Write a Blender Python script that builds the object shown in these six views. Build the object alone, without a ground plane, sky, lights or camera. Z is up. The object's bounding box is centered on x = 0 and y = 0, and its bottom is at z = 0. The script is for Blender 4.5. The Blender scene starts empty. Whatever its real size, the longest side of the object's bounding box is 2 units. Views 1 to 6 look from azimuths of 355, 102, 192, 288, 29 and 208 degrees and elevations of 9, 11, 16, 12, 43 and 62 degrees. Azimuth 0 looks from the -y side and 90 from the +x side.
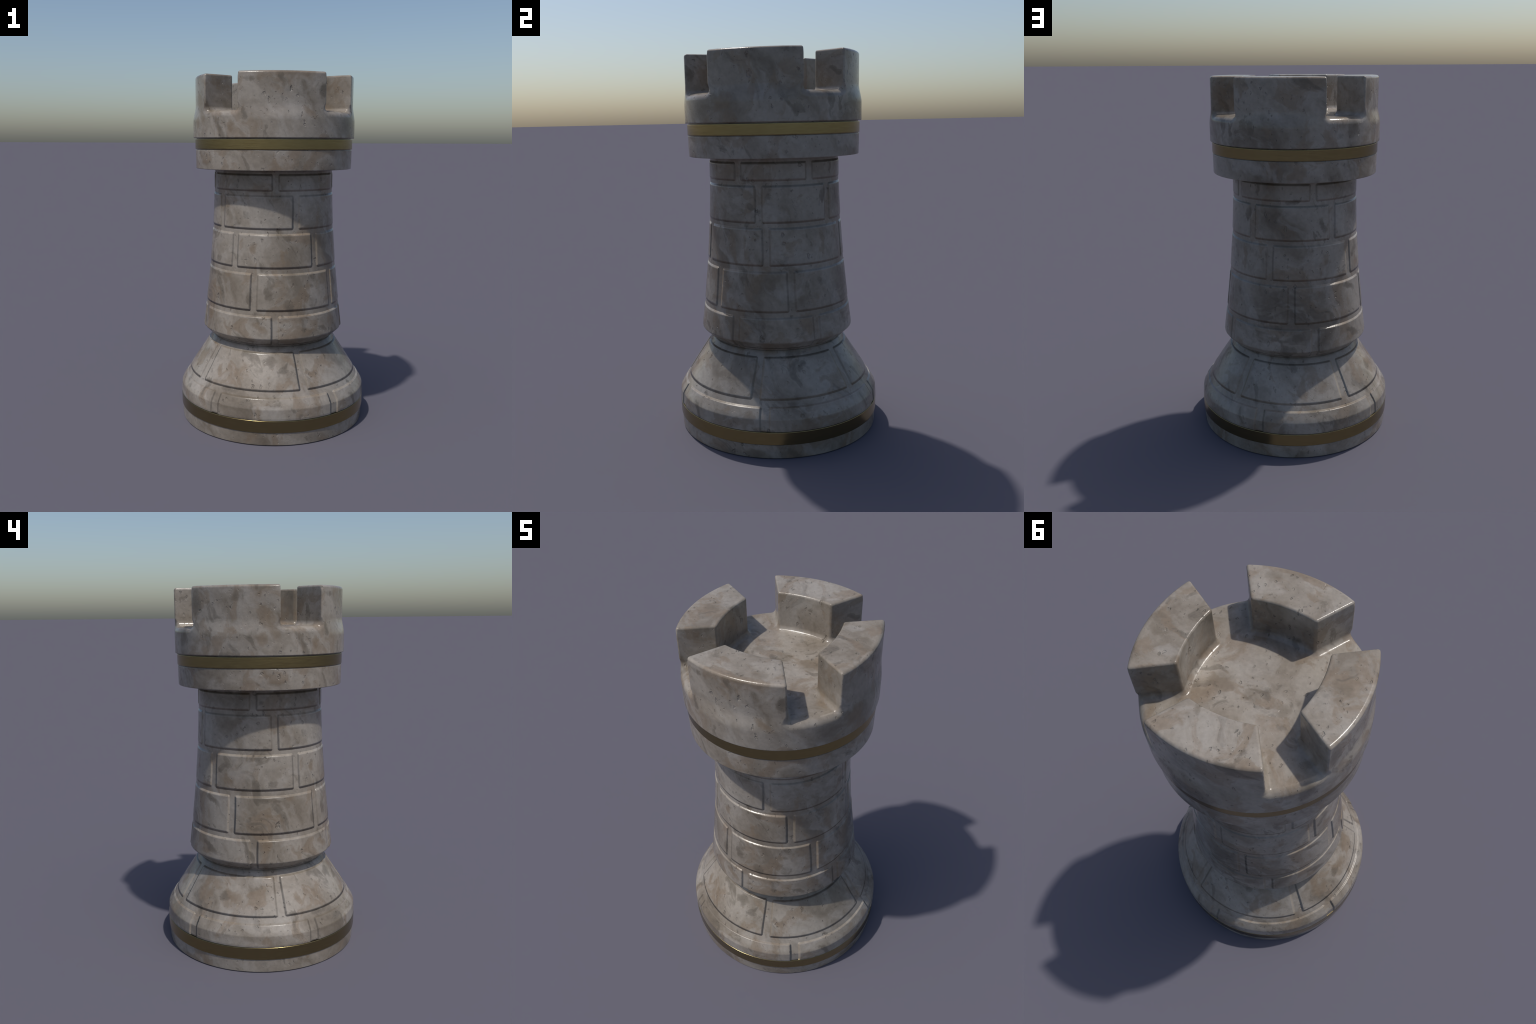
import bpy, bmesh, math, random
import numpy as np
from mathutils import Vector
random.seed(11)

# ---------------------------------------------------------------- materials
def nt(name):
    m = bpy.data.materials.new(name); m.use_nodes = True
    t = m.node_tree; t.nodes.clear()
    out = t.nodes.new('ShaderNodeOutputMaterial')
    bs = t.nodes.new('ShaderNodeBsdfPrincipled')
    t.links.new(bs.outputs[0], out.inputs[0])
    return m, t, bs

class G:
    """little helper for wiring node graphs"""
    def __init__(s, t): s.t = t
    def n(s, kind, **kw):
        nd = s.t.nodes.new(kind)
        for k, v in kw.items():
            if hasattr(nd, k): setattr(nd, k, v)
            else: nd.inputs[k].default_value = v
        return nd
    def l(s, a, b): s.t.links.new(a, b)
    def noise(s, vec, scale, detail=4, rough=.55, dist=0.0, out='Fac'):
        nd = s.n('ShaderNodeTexNoise')
        nd.inputs['Scale'].default_value = scale; nd.inputs['Detail'].default_value = detail
        nd.inputs['Roughness'].default_value = rough; nd.inputs['Distortion'].default_value = dist
        s.l(vec, nd.inputs['Vector']); return nd.outputs[out]
    def ramp(s, fac, stops, interp='LINEAR'):
        r = s.n('ShaderNodeValToRGB'); cr = r.color_ramp; cr.interpolation = interp
        while len(cr.elements) < len(stops): cr.elements.new(0.5)
        for e, (p, c) in zip(cr.elements, stops):
            e.position = p; e.color = (c, c, c, 1) if isinstance(c, (int, float)) else (*c, 1)
        s.l(fac, r.inputs[0]); return r.outputs[0]
    def math(s, op, a, b=None):
        nd = s.n('ShaderNodeMath', operation=op)
        for i, v in enumerate((a, b)):
            if v is None: continue
            if isinstance(v, (int, float)): nd.inputs[i].default_value = v
            else: s.l(v, nd.inputs[i])
        return nd.outputs[0]
    def vmath(s, op, a, b=None, scale=None):
        nd = s.n('ShaderNodeVectorMath', operation=op)
        for i, v in enumerate((a, b)):
            if v is None: continue
            if isinstance(v, tuple): nd.inputs[i].default_value = v
            else: s.l(v, nd.inputs[i])
        if scale is not None: nd.inputs['Scale'].default_value = scale
        return nd.outputs[0]
    def mix(s, fac, a, b, blend='MIX'):
        nd = s.n('ShaderNodeMix', data_type='RGBA', blend_type=blend)
        for i, v in ((0, fac), (6, a), (7, b)):
            if isinstance(v, (int, float)): nd.inputs[i].default_value = v
            elif isinstance(v, tuple): nd.inputs[i].default_value = (*v, 1)
            else: s.l(v, nd.inputs[i])
        return nd.outputs[2]
    def mapping(s, vec, rot=(0, 0, 0), scale=(1, 1, 1), loc=(0, 0, 0)):
        nd = s.n('ShaderNodeMapping')
        nd.inputs['Rotation'].default_value = rot; nd.inputs['Scale'].default_value = scale
        nd.inputs['Location'].default_value = loc
        s.l(vec, nd.inputs['Vector']); return nd.outputs[0]

# stains in the stone: (bearing in degrees, height, radius, half width, half height, tilt in degrees)
DARK_STAINS = [
    (154, 1.91, 0.46, 0.037, 0.081, 0), (164, 1.74, 0.46, 0.029, 0.052, 0), (-116, 1.78, 0.46, 0.018, 0.031, 0), (140, 1.75, 0.46, 0.044, 0.066, 0),
    (-177, 1.95, 0.46, 0.044, 0.037, 0), (-153, 0.98, 0.37, 0.033, 0.026, 0), (-115, 0.77, 0.39, 0.016, 0.052, 0), (154, 0.88, 0.38, 0.081, 0.018, 18),
    (154, 0.62, 0.41, 0.088, 0.022, 28), (171, 0.37, 0.44, 0.037, 0.022, 0), (-98, 0.43, 0.41, 0.052, 0.026, 0), (-124, 0.28, 0.51, 0.066, 0.016, -8),
    (-100, 0.81, 0.38, 0.015, 0.044, 0), (-83, 0.74, 0.39, 0.042, 0.042, 0), (-99, 0.81, 0.38, 0.017, 0.042, 0), (-69, 0.64, 0.4, 0.023, 0.062, 15),
    (-96, 0.42, 0.41, 0.027, 0.046, 0), (-61, 0.89, 0.38, 0.031, 0.039, 0), (-62, 1.9, 0.46, 0.029, 0.044, 0), (-113, 1.96, 0.46, 0.037, 0.022, 0),
    (99, 1.37, 0.35, 0.056, 0.019, 0), (126, 1.25, 0.35, 0.017, 0.056, -20), (56, 1.29, 0.35, 0.031, 0.042, 0), (66, 1.43, 0.35, 0.017, 0.042, 0),
    (72, 1.75, 0.46, 0.017, 0.042, 0), (56, 1.73, 0.46, 0.021, 0.049, 0), (130, 1.71, 0.46, 0.021, 0.021, 0), (104, 0.64, 0.4, 0.047, 0.029, 0),
    (89, 0.83, 0.38, 0.08, 0.018, 20), (105, 0.75, 0.39, 0.073, 0.022, 22), (50, 0.85, 0.38, 0.044, 0.022, 25)]
RUST_STAINS = [
    (-158, 1.84, 0.46, 0.044, 0.14, -28), (-125, 1.72, 0.46, 0.022, 0.044, 0), (-162, 1.74, 0.46, 0.037, 0.044, 0), (-151, 0.8, 0.38, 0.066, 0.022, 14),
    (-158, 0.65, 0.4, 0.033, 0.041, 0), (151, 0.38, 0.44, 0.037, 0.088, 0), (177, 0.36, 0.45, 0.081, 0.055, 0), (-137, 0.36, 0.45, 0.028, 0.035, 0),
    (-106, 0.62, 0.4, 0.062, 0.027, 30), (-82, 0.43, 0.4, 0.069, 0.019, 30), (-66, 0.36, 0.45, 0.046, 0.023, 20), (-114, 1.06, 0.36, 0.027, 0.046, 0),
    (-87, 1.01, 0.36, 0.019, 0.046, 0), (-92, 1.9, 0.46, 0.081, 0.029, 22), (-72, 1.79, 0.46, 0.066, 0.022, 38), (151, 0.6, 0.41, 0.058, 0.018, 0),
    (157, 0.36, 0.45, 0.044, 0.036, 0)]

# stains on the flat tops: (x, y, half width, half depth, height)
TOP_STAINS = [
    (0.06, -0.12, 0.060, 0.022, 1.8),
    (-0.00, 0.03, 0.055, 0.045, 1.8),
    (-0.13, 0.05, 0.045, 0.040, 1.8),
    (0.14, 0.02, 0.060, 0.060, 1.8),
    (0.11, -0.38, 0.050, 0.030, 2.0),
    (0.38, 0.03, 0.045, 0.020, 2.0),
    (-0.35, -0.01, 0.050, 0.030, 2.0),
    (0.09, 0.28, 0.020, 0.070, 2.0),
    (0.42, -0.03, 0.040, 0.020, 2.0)]

def marble_material():
    m, t, bs = nt('veined_marble'); g = G(t)
    P = g.n('ShaderNodeTexCoord').outputs['Object']
    # swirl: push the coordinates around with a slow noise
    w = g.noise(P, 3.0, 3, .5, 0, 'Color')
    w = g.vmath('SCALE', g.vmath('SUBTRACT', w, (.5, .5, .5)), scale=.36)
    Q = g.vmath('ADD', P, w)
    # the bedding of the stone winds round the tower: twist about the axis with height
    sep = g.n('ShaderNodeSeparateXYZ'); g.l(P, sep.inputs[0])
    def twisted(k):
        vr = g.n('ShaderNodeVectorRotate', rotation_type='Z_AXIS')
        g.l(Q, vr.inputs['Vector']); g.l(g.math('MULTIPLY', sep.outputs['Z'], k), vr.inputs['Angle'])
        return vr.outputs[0]
    H = twisted(.9); K = twisted(-.4)
    S = g.mapping(H, scale=(1.0, 1.0, .80))
    cloud = g.noise(S, 4.0, 7, .55, .1)
    # pale and taupe clouds
    col = g.ramp(cloud, [(.30, (.148, .124, .097)), (.405, (.190, .163, .132)), (.455, (.226, .198, .165)),
                         (.525, (.258, .229, .195)), (.57, (.288, .260, .226)), (.74, (.312, .285, .252))])
    # rusty brown drifts
    S2 = g.mapping(K, scale=(1.15, 1.15, .9), loc=(3.1, 1.7, .4))
    br = g.ramp(g.noise(S2, 5.2, 7, .57, .25), [(.53, 0), (.565, .46), (.68, .72)])
    col = g.mix(br, col, (.200, .152, .108))
    # dark olive-grey smudges with firmer edges
    S3 = g.mapping(H, scale=(1.1, 1.1, .8), loc=(2.7, 5.6, 8.1))
    dk = g.ramp(g.noise(S3, 8.0, 7, .58, .3), [(.59, 0), (.62, .42), (.70, .75)])
    col = g.mix(dk, col, (.120, .104, .084))
    # single stains that sit in known places, ragged at the rim
    rag = g.vmath('SCALE', g.vmath('SUBTRACT', g.noise(P, 15, 5, .6, 0, 'Color'), (.5, .5, .5)), scale=.075)
    E = g.vmath('ADD', P, rag)
    def stains(spots):
        near = None
        for bearing, z, r, hw, hh, tilt in spots:
            th = math.radians(bearing)
            mp = g.n('ShaderNodeMapping', vector_type='TEXTURE')
            mp.inputs['Location'].default_value = (r * math.cos(th), r * math.sin(th), z)
            mp.inputs['Rotation'].default_value = (-math.radians(tilt), 0, th)
            mp.inputs['Scale'].default_value = (.09, hw * .95, hh * .95)
            g.l(E, mp.inputs['Vector'])
            ln = g.n('ShaderNodeVectorMath', operation='LENGTH'); g.l(mp.outputs[0], ln.inputs[0])
            near = ln.outputs['Value'] if near is None else g.math('MINIMUM', near, ln.outputs['Value'])
        return g.ramp(near, [(.25, .72), (.72, .50), (1.0, 0)])
    def top_stains(spots):
        near = None
        for x, y, a, b, z in spots:
            mp = g.n('ShaderNodeMapping', vector_type='TEXTURE')
            mp.inputs['Location'].default_value = (x, y, z); mp.inputs['Scale'].default_value = (a, b, .06)
            g.l(E, mp.inputs['Vector'])
            ln = g.n('ShaderNodeVectorMath', operation='LENGTH'); g.l(mp.outputs[0], ln.inputs[0])
            near = ln.outputs['Value'] if near is None else g.math('MINIMUM', near, ln.outputs['Value'])
        return g.ramp(near, [(.2, .58), (.70, .36), (1.05, 0)])
    col = g.mix(top_stains(TOP_STAINS), col, (.152, .126, .095))
    col = g.mix(stains(RUST_STAINS), col, (.190, .146, .104))
    col = g.mix(stains(DARK_STAINS), col, (.122, .104, .083))
    # a knot of swirling veins low on the back of the shaft
    knot = g.n('ShaderNodeVectorMath', operation='DISTANCE'); g.l(E, knot.inputs[0])
    knot.inputs[1].default_value = (-.02, .39, .745)
    sw = g.ramp(g.noise(g.mapping(P, scale=(.9, .9, 1.7)), 4.6, 3, .45, 1.5), [(.44, 0), (.50, .58), (.58, .62), (.64, .05)])
    sw = g.math('MULTIPLY', sw, g.ramp(knot.outputs['Value'], [(.12, 1), (.26, 0)]))
    col = g.mix(sw, col, (.125, .107, .087))
    # pale grey drifts
    S4 = g.mapping(H, scale=(1.2, 1.2, .85), loc=(4.3, 9.6, 5.2))
    pv = g.ramp(g.noise(S4, 4.6, 7, .57, .2), [(.53, 0), (.595, .40), (.70, .65)])
    col = g.mix(pv, col, (.335, .313, .286))
    # fine mottling and specks
    fm = g.ramp(g.noise(P, 45, 5, .62), [(.3, .88), (.7, 1.08)])
    col = g.mix(1.0, col, fm, 'MULTIPLY')
    sp = g.n('ShaderNodeTexVoronoi', feature='F1'); sp.inputs['Scale'].default_value = 62
    g.l(P, sp.inputs['Vector'])
    rnd = g.n('ShaderNodeSeparateColor'); g.l(sp.outputs['Color'], rnd.inputs[0])
    spd = g.math('MULTIPLY', g.ramp(sp.outputs['Distance'], [(.10, 1), (.2, 0)]), g.math('GREATER_THAN', rnd.outputs[0], .86))
    col = g.mix(g.math('MULTIPLY', spd, .45), col, (.10, .088, .072))
    # ---- relief: chips, pits and cracks
    warp = g.vmath('SCALE', g.vmath('SUBTRACT', g.noise(P, 44, 4, .66, 0, 'Color'), (.5, .5, .5)), scale=.034)
    C = g.vmath('ADD', P, warp)
    def pits(scale, size, keep, squash, loc):
        v = g.n('ShaderNodeTexVoronoi', feature='F1'); v.inputs['Scale'].default_value = scale
        g.l(g.mapping(C, rot=(.4, .9, .2), scale=squash, loc=loc), v.inputs['Vector'])
        sc = g.n('ShaderNodeSeparateColor'); g.l(v.outputs['Color'], sc.inputs[0])
        on = g.math('GREATER_THAN', sc.outputs[0], keep)
        sz = g.math('MULTIPLY', g.math('ADD', sc.outputs[1], .5), size)
        q = g.math('SUBTRACT', 1.0, g.math('DIVIDE', v.outputs['Distance'], sz))
        q = g.math('MINIMUM', g.math('MULTIPLY', g.math('MAXIMUM', q, 0.0), 2.2), 1.0)
        return g.math('MULTIPLY', q, on)
    big = pits(17, .17, .68, (2.0, 1.0, .7), (.3, .1, .7))
    mid = pits(34, .19, .62, (1.3, 1, .8), (1.1, 2.3, .2))
    cl = g.ramp(g.noise(P, 5.0, 3, .5), [(.40, .12), (.54, 1)])
    fine = pits(75, .22, .80, (1, 1, 1), (4.1, .3, 1.2))
    h = g.math('ADD', g.math('MULTIPLY', big, g.math('ADD', g.math('MULTIPLY', cl, .8), .2)), g.math('ADD', g.math('MULTIPLY', g.math('MULTIPLY', mid, cl), .75), g.math('MULTIPLY', fine, .18)))
    h = g.math('MULTIPLY', h, -1.0)
    grain = g.math('MULTIPLY', g.noise(P, 120, 5, .6), .10)
    h = g.math('ADD', h, grain)
    b = g.n('ShaderNodeBump'); b.inputs['Strength'].default_value = 1.0; b.inputs['Distance'].default_value = .005
    g.l(h, b.inputs['Height']); g.l(b.outputs[0], bs.inputs['Normal'])
    col = g.mix(1.0, col, (.99, .972, .945), 'MULTIPLY')
    g.l(col, bs.inputs['Base Color'])
    g.l(g.ramp(g.noise(P, 9, 5, .6), [(.3, .17), (.7, .25)]), bs.inputs['Roughness'])
    bs.inputs['IOR'].default_value = 1.42
    return m

def gold_material():
    m, t, bs = nt('aged_gold'); g = G(t)
    P = g.n('ShaderNodeTexCoord').outputs['Object']
    st = g.mapping(P, scale=(6, 6, 60))
    n = g.noise(st, 3, 4, .6)
    col = g.mix(g.ramp(n, [(.35, 0), (.65, 1)]), (.268, .212, .100), (.302, .240, .115))
    g.l(col, bs.inputs['Base Color'])
    bs.inputs['Metallic'].default_value = 1.0
    g.l(g.ramp(n, [(.3, .20), (.7, .26)]), bs.inputs['Roughness'])
    b = g.n('ShaderNodeBump'); b.inputs['Strength'].default_value = .12; b.inputs['Distance'].default_value = .001
    g.l(n, b.inputs['Height']); g.l(b.outputs[0], bs.inputs['Normal'])
    return m

MARBLE = marble_material(); GOLD = gold_material()

# ---------------------------------------------------------------- helpers
def empty(name):
    o = bpy.data.objects.new(name, None); bpy.context.scene.collection.objects.link(o); return o

def mesh_obj(name, verts, faces, mat, parent, smooth=True):
    me = bpy.data.meshes.new(name); me.from_pydata(verts, [], faces); me.update()
    me.materials.append(mat)
    if smooth: me.polygons.foreach_set('use_smooth', [True] * len(me.polygons))
    o = bpy.data.objects.new(name, me); bpy.context.scene.collection.objects.link(o)
    o.parent = parent; return o

def round_profile(pts, n=5):
    """polyline (r, z, radius) -> list of (r, z) with every corner rounded by its radius"""
    out = []
    for i, p in enumerate(pts):
        rad = p[2] if len(p) > 2 else 0
        P = Vector(p[:2])
        if rad <= 0 or i in (0, len(pts) - 1): out.append(tuple(P)); continue
        A = Vector(pts[i-1][:2]) - P; B = Vector(pts[i+1][:2]) - P
        k = min(rad, A.length * .49, B.length * .49)
        a = P + A.normalized() * k; b = P + B.normalized() * k
        for j in range(n + 1):
            s = j / n; out.append(tuple(a * (1-s)**2 + P * 2*s*(1-s) + b * s*s))
    return out

def lathe(name, pts, mat, parent, seg=256):
    # support rings beside every corner keep the long flats flat in shading
    full = [pts[0]]
    for a, b in zip(pts, pts[1:]):
        L = math.hypot(b[0] - a[0], b[1] - a[1])
        if L > .010:
            f = .0015 / L
            full += [(a[0] + (b[0]-a[0]) * q, a[1] + (b[1]-a[1]) * q) for q in (f, 1 - f)]
        full.append(b)
    pts = full
    verts = []; faces = []; n = len(pts)
    for i in range(seg):
        a = 2 * math.pi * i / seg; c, s = math.cos(a), math.sin(a)
        verts += [(r * c, r * s, z) for r, z in pts]
    for i in range(seg):
        j = (i + 1) % seg
        for k in range(n - 1):
            if pts[k][0] < 1e-6 and pts[k+1][0] < 1e-6: continue
            faces.append((i*n+k, j*n+k, j*n+k+1, i*n+k+1))
    o = mesh_obj(name, verts, faces, mat, parent)
    bm = bmesh.new(); bm.from_mesh(o.data)
    bmesh.ops.remove_doubles(bm, verts=bm.verts, dist=1e-6)
    bmesh.ops.recalc_face_normals(bm, faces=bm.faces)
    bm.to_mesh(o.data); bm.free()
    return o

class Outline:
    """arc-length walk along a profile that goes from top to bottom"""
    def __init__(s, pts):
        s.p = [Vector(q) for q in pts]; s.t = [0]
        for a, b in zip(s.p, s.p[1:]): s.t.append(s.t[-1] + (b - a).length)
    def at(s, t):
        t = max(0, min(s.t[-1], t))
        for i in range(len(s.t) - 1):
            if t <= s.t[i+1] + 1e-9:
                f = (t - s.t[i]) / max(1e-9, s.t[i+1] - s.t[i]); return s.p[i].lerp(s.p[i+1], f)
        return s.p[-1].copy()
    def normal(s, t):
        d = s.at(t + .0015) - s.at(t - .0015); return Vector((-d.y, d.x)).normalized()   # outward
    def tz(s, z):
        for i in range(len(s.t) - 1):
            a, b = s.p[i], s.p[i+1]
            if (a.y - z) * (b.y - z) <= 0 and abs(a.y - b.y) > 1e-9:
                return s.t[i] + (s.t[i+1] - s.t[i]) * (a.y - z) / (a.y - b.y)
        return s.t[-1]

def smooth01(x):
    x = max(0, min(1, x)); return x * x * (3 - 2 * x)

DEPTH = .0032; EDGE = .0160; CRISP = 5.4
def stone_block(outline, t0, t1, a0, a1, parent, rag, open_bottom=False):
    """one curved block: outer face on the outline, edges rolled down into the joint"""
    def steps(L, fine, coarse):
        n_in = 7; e = [EDGE * i / n_in for i in range(n_in + 1)]
        k = max(2, int((L - 2 * EDGE) / coarse))
        return e + [EDGE + (L - 2 * EDGE) * i / k for i in range(1, k)] + [L - q for q in reversed(e)]
    Lt = t1 - t0; rm = outline.at((t0 + t1) / 2).x; La = (a1 - a0) * rm
    T = steps(Lt, 0, .003); A = steps(La, 0, .016)
    nA, nT = len(A), len(T); verts = []; faces = []
    def put(i, j, extra, depth=DEPTH):
        t = t0 + T[j]; th = a0 + A[i] / rm
        # slightly wavering edges, so no joint is ruler-straight
        p = outline.at(t); nr = outline.normal(t)
        da = min(A[i], La - A[i]) * p.x / rm
        dt = T[j] if open_bottom else min(T[j], Lt - T[j])
        if open_bottom: dt = min(dt, 1.0)
        d = math.hypot(max(0, EDGE - da), max(0, EDGE - dt))
        h = -depth * smooth01(d / EDGE) - extra
        q = p + nr * h
        wob = .0011 * math.sin(23 * t + rag) * (1 if A[i] < La / 2 else -1)
        th += wob / p.x
        return (q.x * math.cos(th), q.x * math.sin(th), q.y)
    for i in range(nA):
        for j in range(nT): verts.append(put(i, j, 0))
    for i in range(nA - 1):
        for j in range(nT - 1):
            a = i * nT + j; faces.append((a, a + 1, a + nT + 1, a + nT))
    # skirt running back into the core, and a back face: the block is a solid
    rim = [i * nT for i in range(nA)] + [(nA-1) * nT + j for j in range(1, nT)] + \
          [i * nT + nT - 1 for i in range(nA - 2, -1, -1)] + [j for j in range(nT - 2, 0, -1)]
    base = len(verts)
    for q in rim: verts.append(put(q // nT, q % nT, .016))
    m = len(rim)
    for k in range(m):
        k2 = (k + 1) % m; faces.append((rim[k], rim[k2], base + k2, base + k))
    top = [base + k for k in range(nA)]
    bot_start = nA - 1 + nT - 1
    bot = [base + bot_start + k for k in range(nA)]
    for k in range(nA - 1):
        faces.append((top[k], top[k+1], bot[nA-2-k], bot[nA-1-k]))
    o = mesh_obj('stone_block', verts, faces, MARBLE, parent)
    bm = bmesh.new(); bm.from_mesh(o.data); bmesh.ops.recalc_face_normals(bm, faces=bm.faces)
    bm.to_mesh(o.data); bm.free()
    # the arris is cut a little crisper than its depth: shading normals of a steeper edge
    grid = [[Vector(put(i, j, 0, DEPTH * CRISP)) for j in range(nT)] for i in range(nA)]
    vn = [v.vector.copy() for v in o.data.vertex_normals]
    for i in range(nA):
        for j in range(nT):
            u = grid[min(i+1, nA-1)][j] - grid[max(i-1, 0)][j]
            w = grid[i][min(j+1, nT-1)] - grid[i][max(j-1, 0)]
            n = w.cross(u).normalized()
            if n.dot(vn[i*nT+j]) < 0: n = -n
            vn[i*nT+j] = n
    o.data.normals_split_custom_set_from_vertices(vn)
    return o

def course(outline, z0, z1, joints, parent, gap=4.3, **kw):
    t0, t1 = outline.tz(z0) - .003, outline.tz(z1) + (0 if kw else .003)
    js = sorted(joints)
    for i, a in enumerate(js):
        b = js[(i + 1) % len(js)]
        if b < a: b += 360
        g = math.radians(gap) * .5 * .78
        stone_block(outline, t0, t1, math.radians(a) + g, math.radians(b) - g, parent, random.uniform(0, 6), **kw)

def inset(pts, d):
    ol = Outline(pts); return [tuple(ol.at(t) + ol.normal(t) * -d) for t in ol.t]

# ---------------------------------------------------------------- the rook
rook = empty('chess_rook')
rook['label'] = 'carved marble chess rook tower with two gold bands'
rook['category'] = 'chess piece'

# -- foot: plain ring, gold band, then the flared skirt of blocks
lathe('foot_ring', round_profile([(0, 0), (.544, 0, .004), (.5465, .05), (.5475, .0735, .002), (.50, .0735)]), MARBLE, rook)
lathe('gold_band', round_profile([(.51, .0745), (.5512, .0745, .003), (.5522, .1425, .0035), (.51, .1440)]), GOLD, rook)

flare = round_profile([(.3555, .504), (.3640, .494, .006), (.450, .363), (.522, .2505), (.541, .222, .010), (.5490, .2065, .004),
                       (.5525, .155), (.5515, .1455)], 6)
skirt = empty('skirt'); skirt.parent = rook
lathe('skirt_core', [(.30, .50)] + inset(flare, DEPTH - .0003) + [(.50, .1455)], MARBLE, skirt)
FO = Outline(flare)
course(FO, .477, .288, [-75.2, -150.1, 135, 61, -1.5], skirt)
course(FO, .264, .1455, [4.6, 80, 154.4, -131.6, -56.9], skirt, open_bottom=True)

# -- shaft
shaft_pts = round_profile([(.3462, 1.480), (.3467, 1.40), (.3488, 1.30), (.3557, 1.146, .05), (.3729, .924, .05), (.3962, .705, .05),
                           (.4143, .559, .005), (.3555, .501)], 6)
shaft = empty('shaft'); shaft.parent = rook
lathe('shaft_core', [(.30, 1.49)] + inset(shaft_pts, DEPTH - .0003) + [(.30, .49)], MARBLE, shaft)
SO = Outline(shaft_pts)
course(SO, 1.465, 1.369, [-94, -20, 42, 116.8, -168.8], shaft)
course(SO, 1.350, 1.159, [-75.2, -150.1, 135, 61, -1.5], shaft)
course(SO, 1.140, .945, [-56.9, 4.4, 79.2, 153.6, -131.4], shaft)
course(SO, .922, .711, [-38.2, 23.3, 98, 173.4, -111.8], shaft)
course(SO, .689, .513, [-94, -19.2, 42.2, 116.6, -168.2], shaft)

# -- collar and upper gold band
lathe('collar', round_profile([(.30, 1.485), (.4520, 1.4845, .0045), (.4530, 1.53), (.4535, 1.5915, .003), (.40, 1.592)], 6), MARBLE, rook)
lathe('gold_band', round_profile([(.42, 1.5945), (.4560, 1.5945, .004), (.4560, 1.6515, .003), (.42, 1.652)]), GOLD, rook)
lathe('hidden_core', round_profile([(0, 1.46), (.30, 1.46), (.30, 1.50), (.4485, 1.50), (.4485, 1.66), (0, 1.66)]), MARBLE, rook)

# -- crown with four merlons: carved as one solid from a distance field, then meshed
FLOOR, TOP, BOTTOM, R_DRUM = 1.802, 2.0, 1.6565, .4660
def round_max(a, b, r):   # intersection with a rounded outer edge
    return np.minimum(-r, np.maximum(a, b)) + np.hypot(np.maximum(r + a, 0), np.maximum(r + b, 0))
def round_min(a, b, r):   # union with a fillet
    return np.maximum(r, np.minimum(a, b)) - np.hypot(np.maximum(r - a, 0), np.maximum(r - b, 0))

def crown_field(x, y, z):
    r = np.hypot(x, y); ang = np.arctan2(y, x)
    a = np.abs((ang + math.pi / 4) % (math.pi / 2) - math.pi / 4)      # from the nearest merlon's middle
    u, v = r * np.cos(a), r * np.sin(a)                                 # along and across that merlon
    tilt = math.atan2(.0979, .1544)
    side = (v - .1388) * math.cos(tilt) - (u - .2480) * math.sin(tilt)
    inner = .5385 - np.hypot(u + .2745, v)
    outer = np.maximum(np.hypot(u + .128, v) - .5797, r - R_DRUM)
    q = np.clip((z - 1.748) / .09, 0, 1); q = q * q * (3 - 2 * q)
    wall = (r - R_DRUM) * (1 - q) + outer * q
    block = round_max(inner, side, .010)
    body = round_min(z - FLOOR, block, .025)                            # floor, with coves up the merlons
    body = round_max(body, z - TOP, .010)
    k = np.interp(z, [1.80, 1.84, 1.97, 2.0], [.034, .008, .008, .015])
    return round_max(round_max(body, wall, k), BOTTOM - z, .004)

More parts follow.
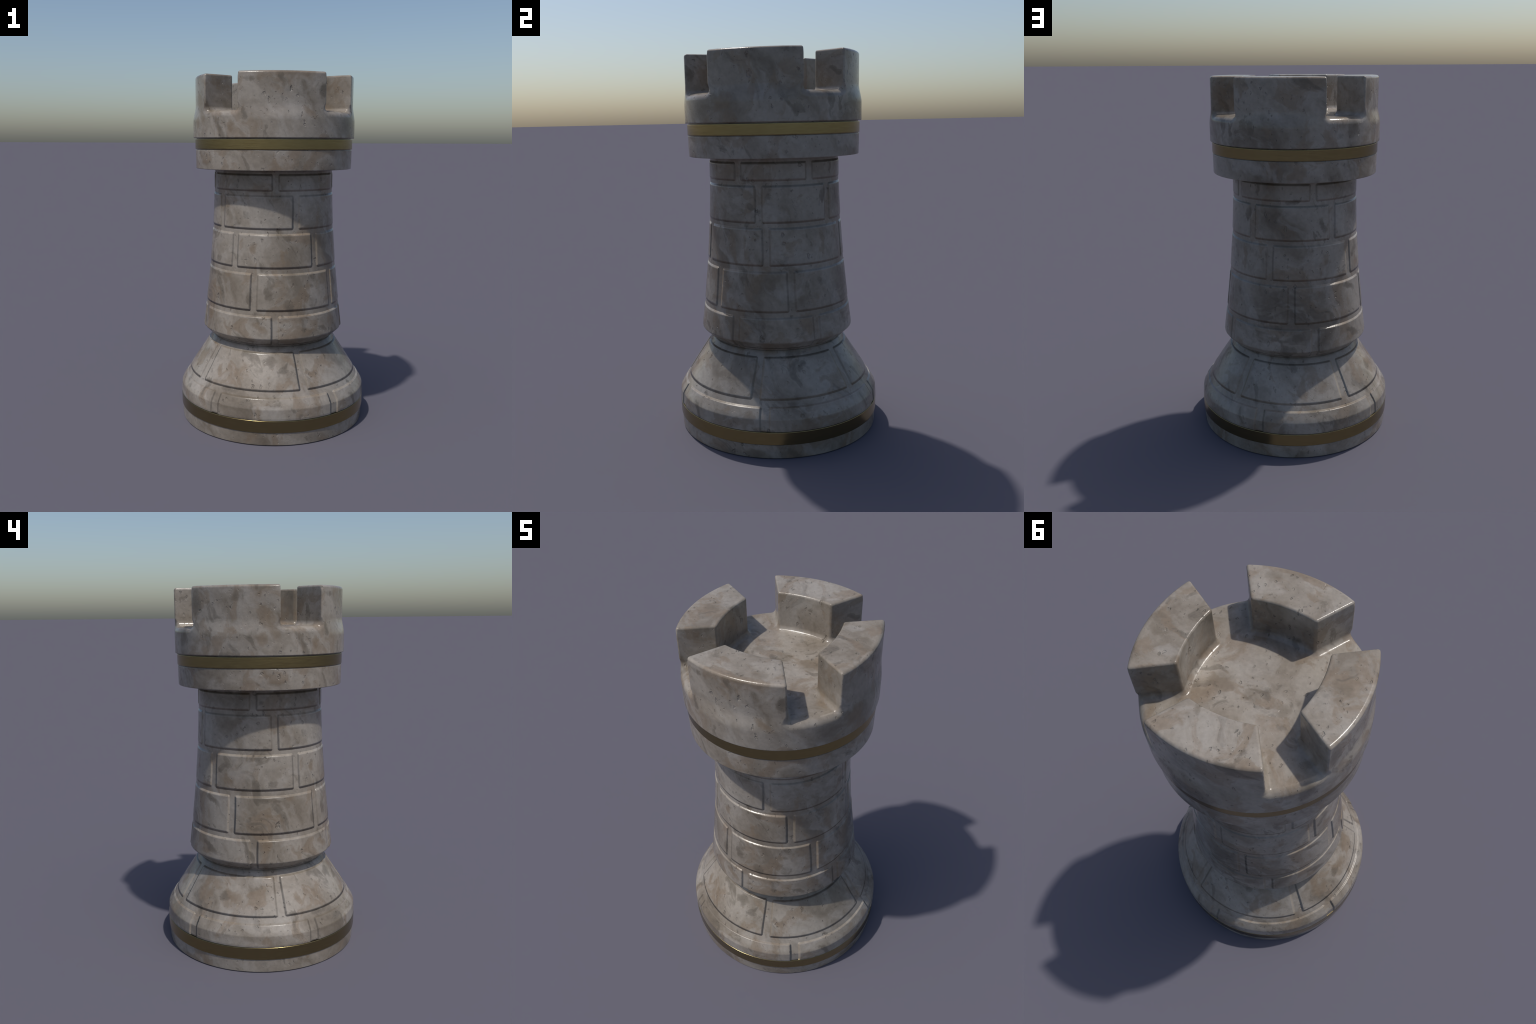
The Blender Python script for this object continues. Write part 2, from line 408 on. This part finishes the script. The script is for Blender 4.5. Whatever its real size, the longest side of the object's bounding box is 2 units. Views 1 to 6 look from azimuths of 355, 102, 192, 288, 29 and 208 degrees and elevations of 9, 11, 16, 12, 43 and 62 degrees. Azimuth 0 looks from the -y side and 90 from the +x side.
def crown():
    c = .0042
    xs = np.arange(-.48, .48 + c, c); zs = np.arange(BOTTOM - 2.3 * c, TOP + 3 * c, c)
    X, Y, Z = np.meshgrid(xs, xs, zs, indexing='ij')
    F = crown_field(X, Y, Z); inside = F < 0
    nx, ny, nz = F.shape
    corner = sum(inside[i:nx-1+i, j:ny-1+j, k:nz-1+k].astype(np.int8) for i in (0, 1) for j in (0, 1) for k in (0, 1))
    cell = (corner > 0) & (corner < 8)
    idx = np.full(cell.shape, -1, np.int64); idx[cell] = np.arange(cell.sum())
    ci, cj, ck = np.nonzero(cell)
    p = np.stack([xs[ci] + c/2, xs[cj] + c/2, zs[ck] + c/2], 1)
    def grad(p):
        e = 5e-4; g = np.empty_like(p)
        for q in range(3):
            d = np.zeros(3); d[q] = e
            g[:, q] = crown_field(*(p + d).T) - crown_field(*(p - d).T)
        return g / (2 * e)
    for _ in range(6):                                                   # settle every vertex on the surface
        g = grad(p); p -= np.clip(crown_field(*p.T) / np.maximum((g*g).sum(1), .05), -c, c)[:, None] * g * .9
    n = grad(p); n /= np.linalg.norm(n, axis=1)[:, None]
    quads = []
    for ax in range(3):
        lo = [slice(1, -1)] * 3; hi = [slice(1, -1)] * 3
        lo[ax] = slice(0, -1); hi[ax] = slice(1, None)
        A, B = inside[tuple(lo)], inside[tuple(hi)]
        ijk = np.argwhere(A != B); up = A[tuple(ijk.T)]
        off = np.ones(3, int); off[ax] = 0; ijk = ijk + off
        u, v = [q for q in range(3) if q != ax]
        def cell_at(du, dv):
            t = ijk.copy(); t[:, u] -= du; t[:, v] -= dv; return idx[tuple(t.T)]
        q = np.stack([cell_at(1, 1), cell_at(0, 1), cell_at(0, 0), cell_at(1, 0)], 1)
        flip = up if ax != 1 else ~up
        q[~flip] = q[~flip][:, ::-1]; quads.append(q)
    return p, n, np.concatenate(quads)

def split_crown(p, n, quads):
    """cut the finished crown into rim and four merlons; seams keep the whole body's normals"""
    mid = p[quads].mean(1)
    reg = np.where(mid[:, 2] < 1.828, 4, (((np.degrees(np.arctan2(mid[:, 1], mid[:, 0])) + 45) % 360) // 90).astype(int))
    rim = None
    for key in (4, 0, 1, 2, 3):
        q = quads[reg == key]; ids, inv = np.unique(q, return_inverse=True)
        o = mesh_obj('crown_rim' if key == 4 else 'merlon', p[ids].tolist(), inv.reshape(-1, 4).tolist(), MARBLE,
                     rook if key == 4 else rim)
        o.data.normals_split_custom_set_from_vertices([tuple(v) for v in n[ids]])
        if key == 4: rim = o
split_crown(*crown())
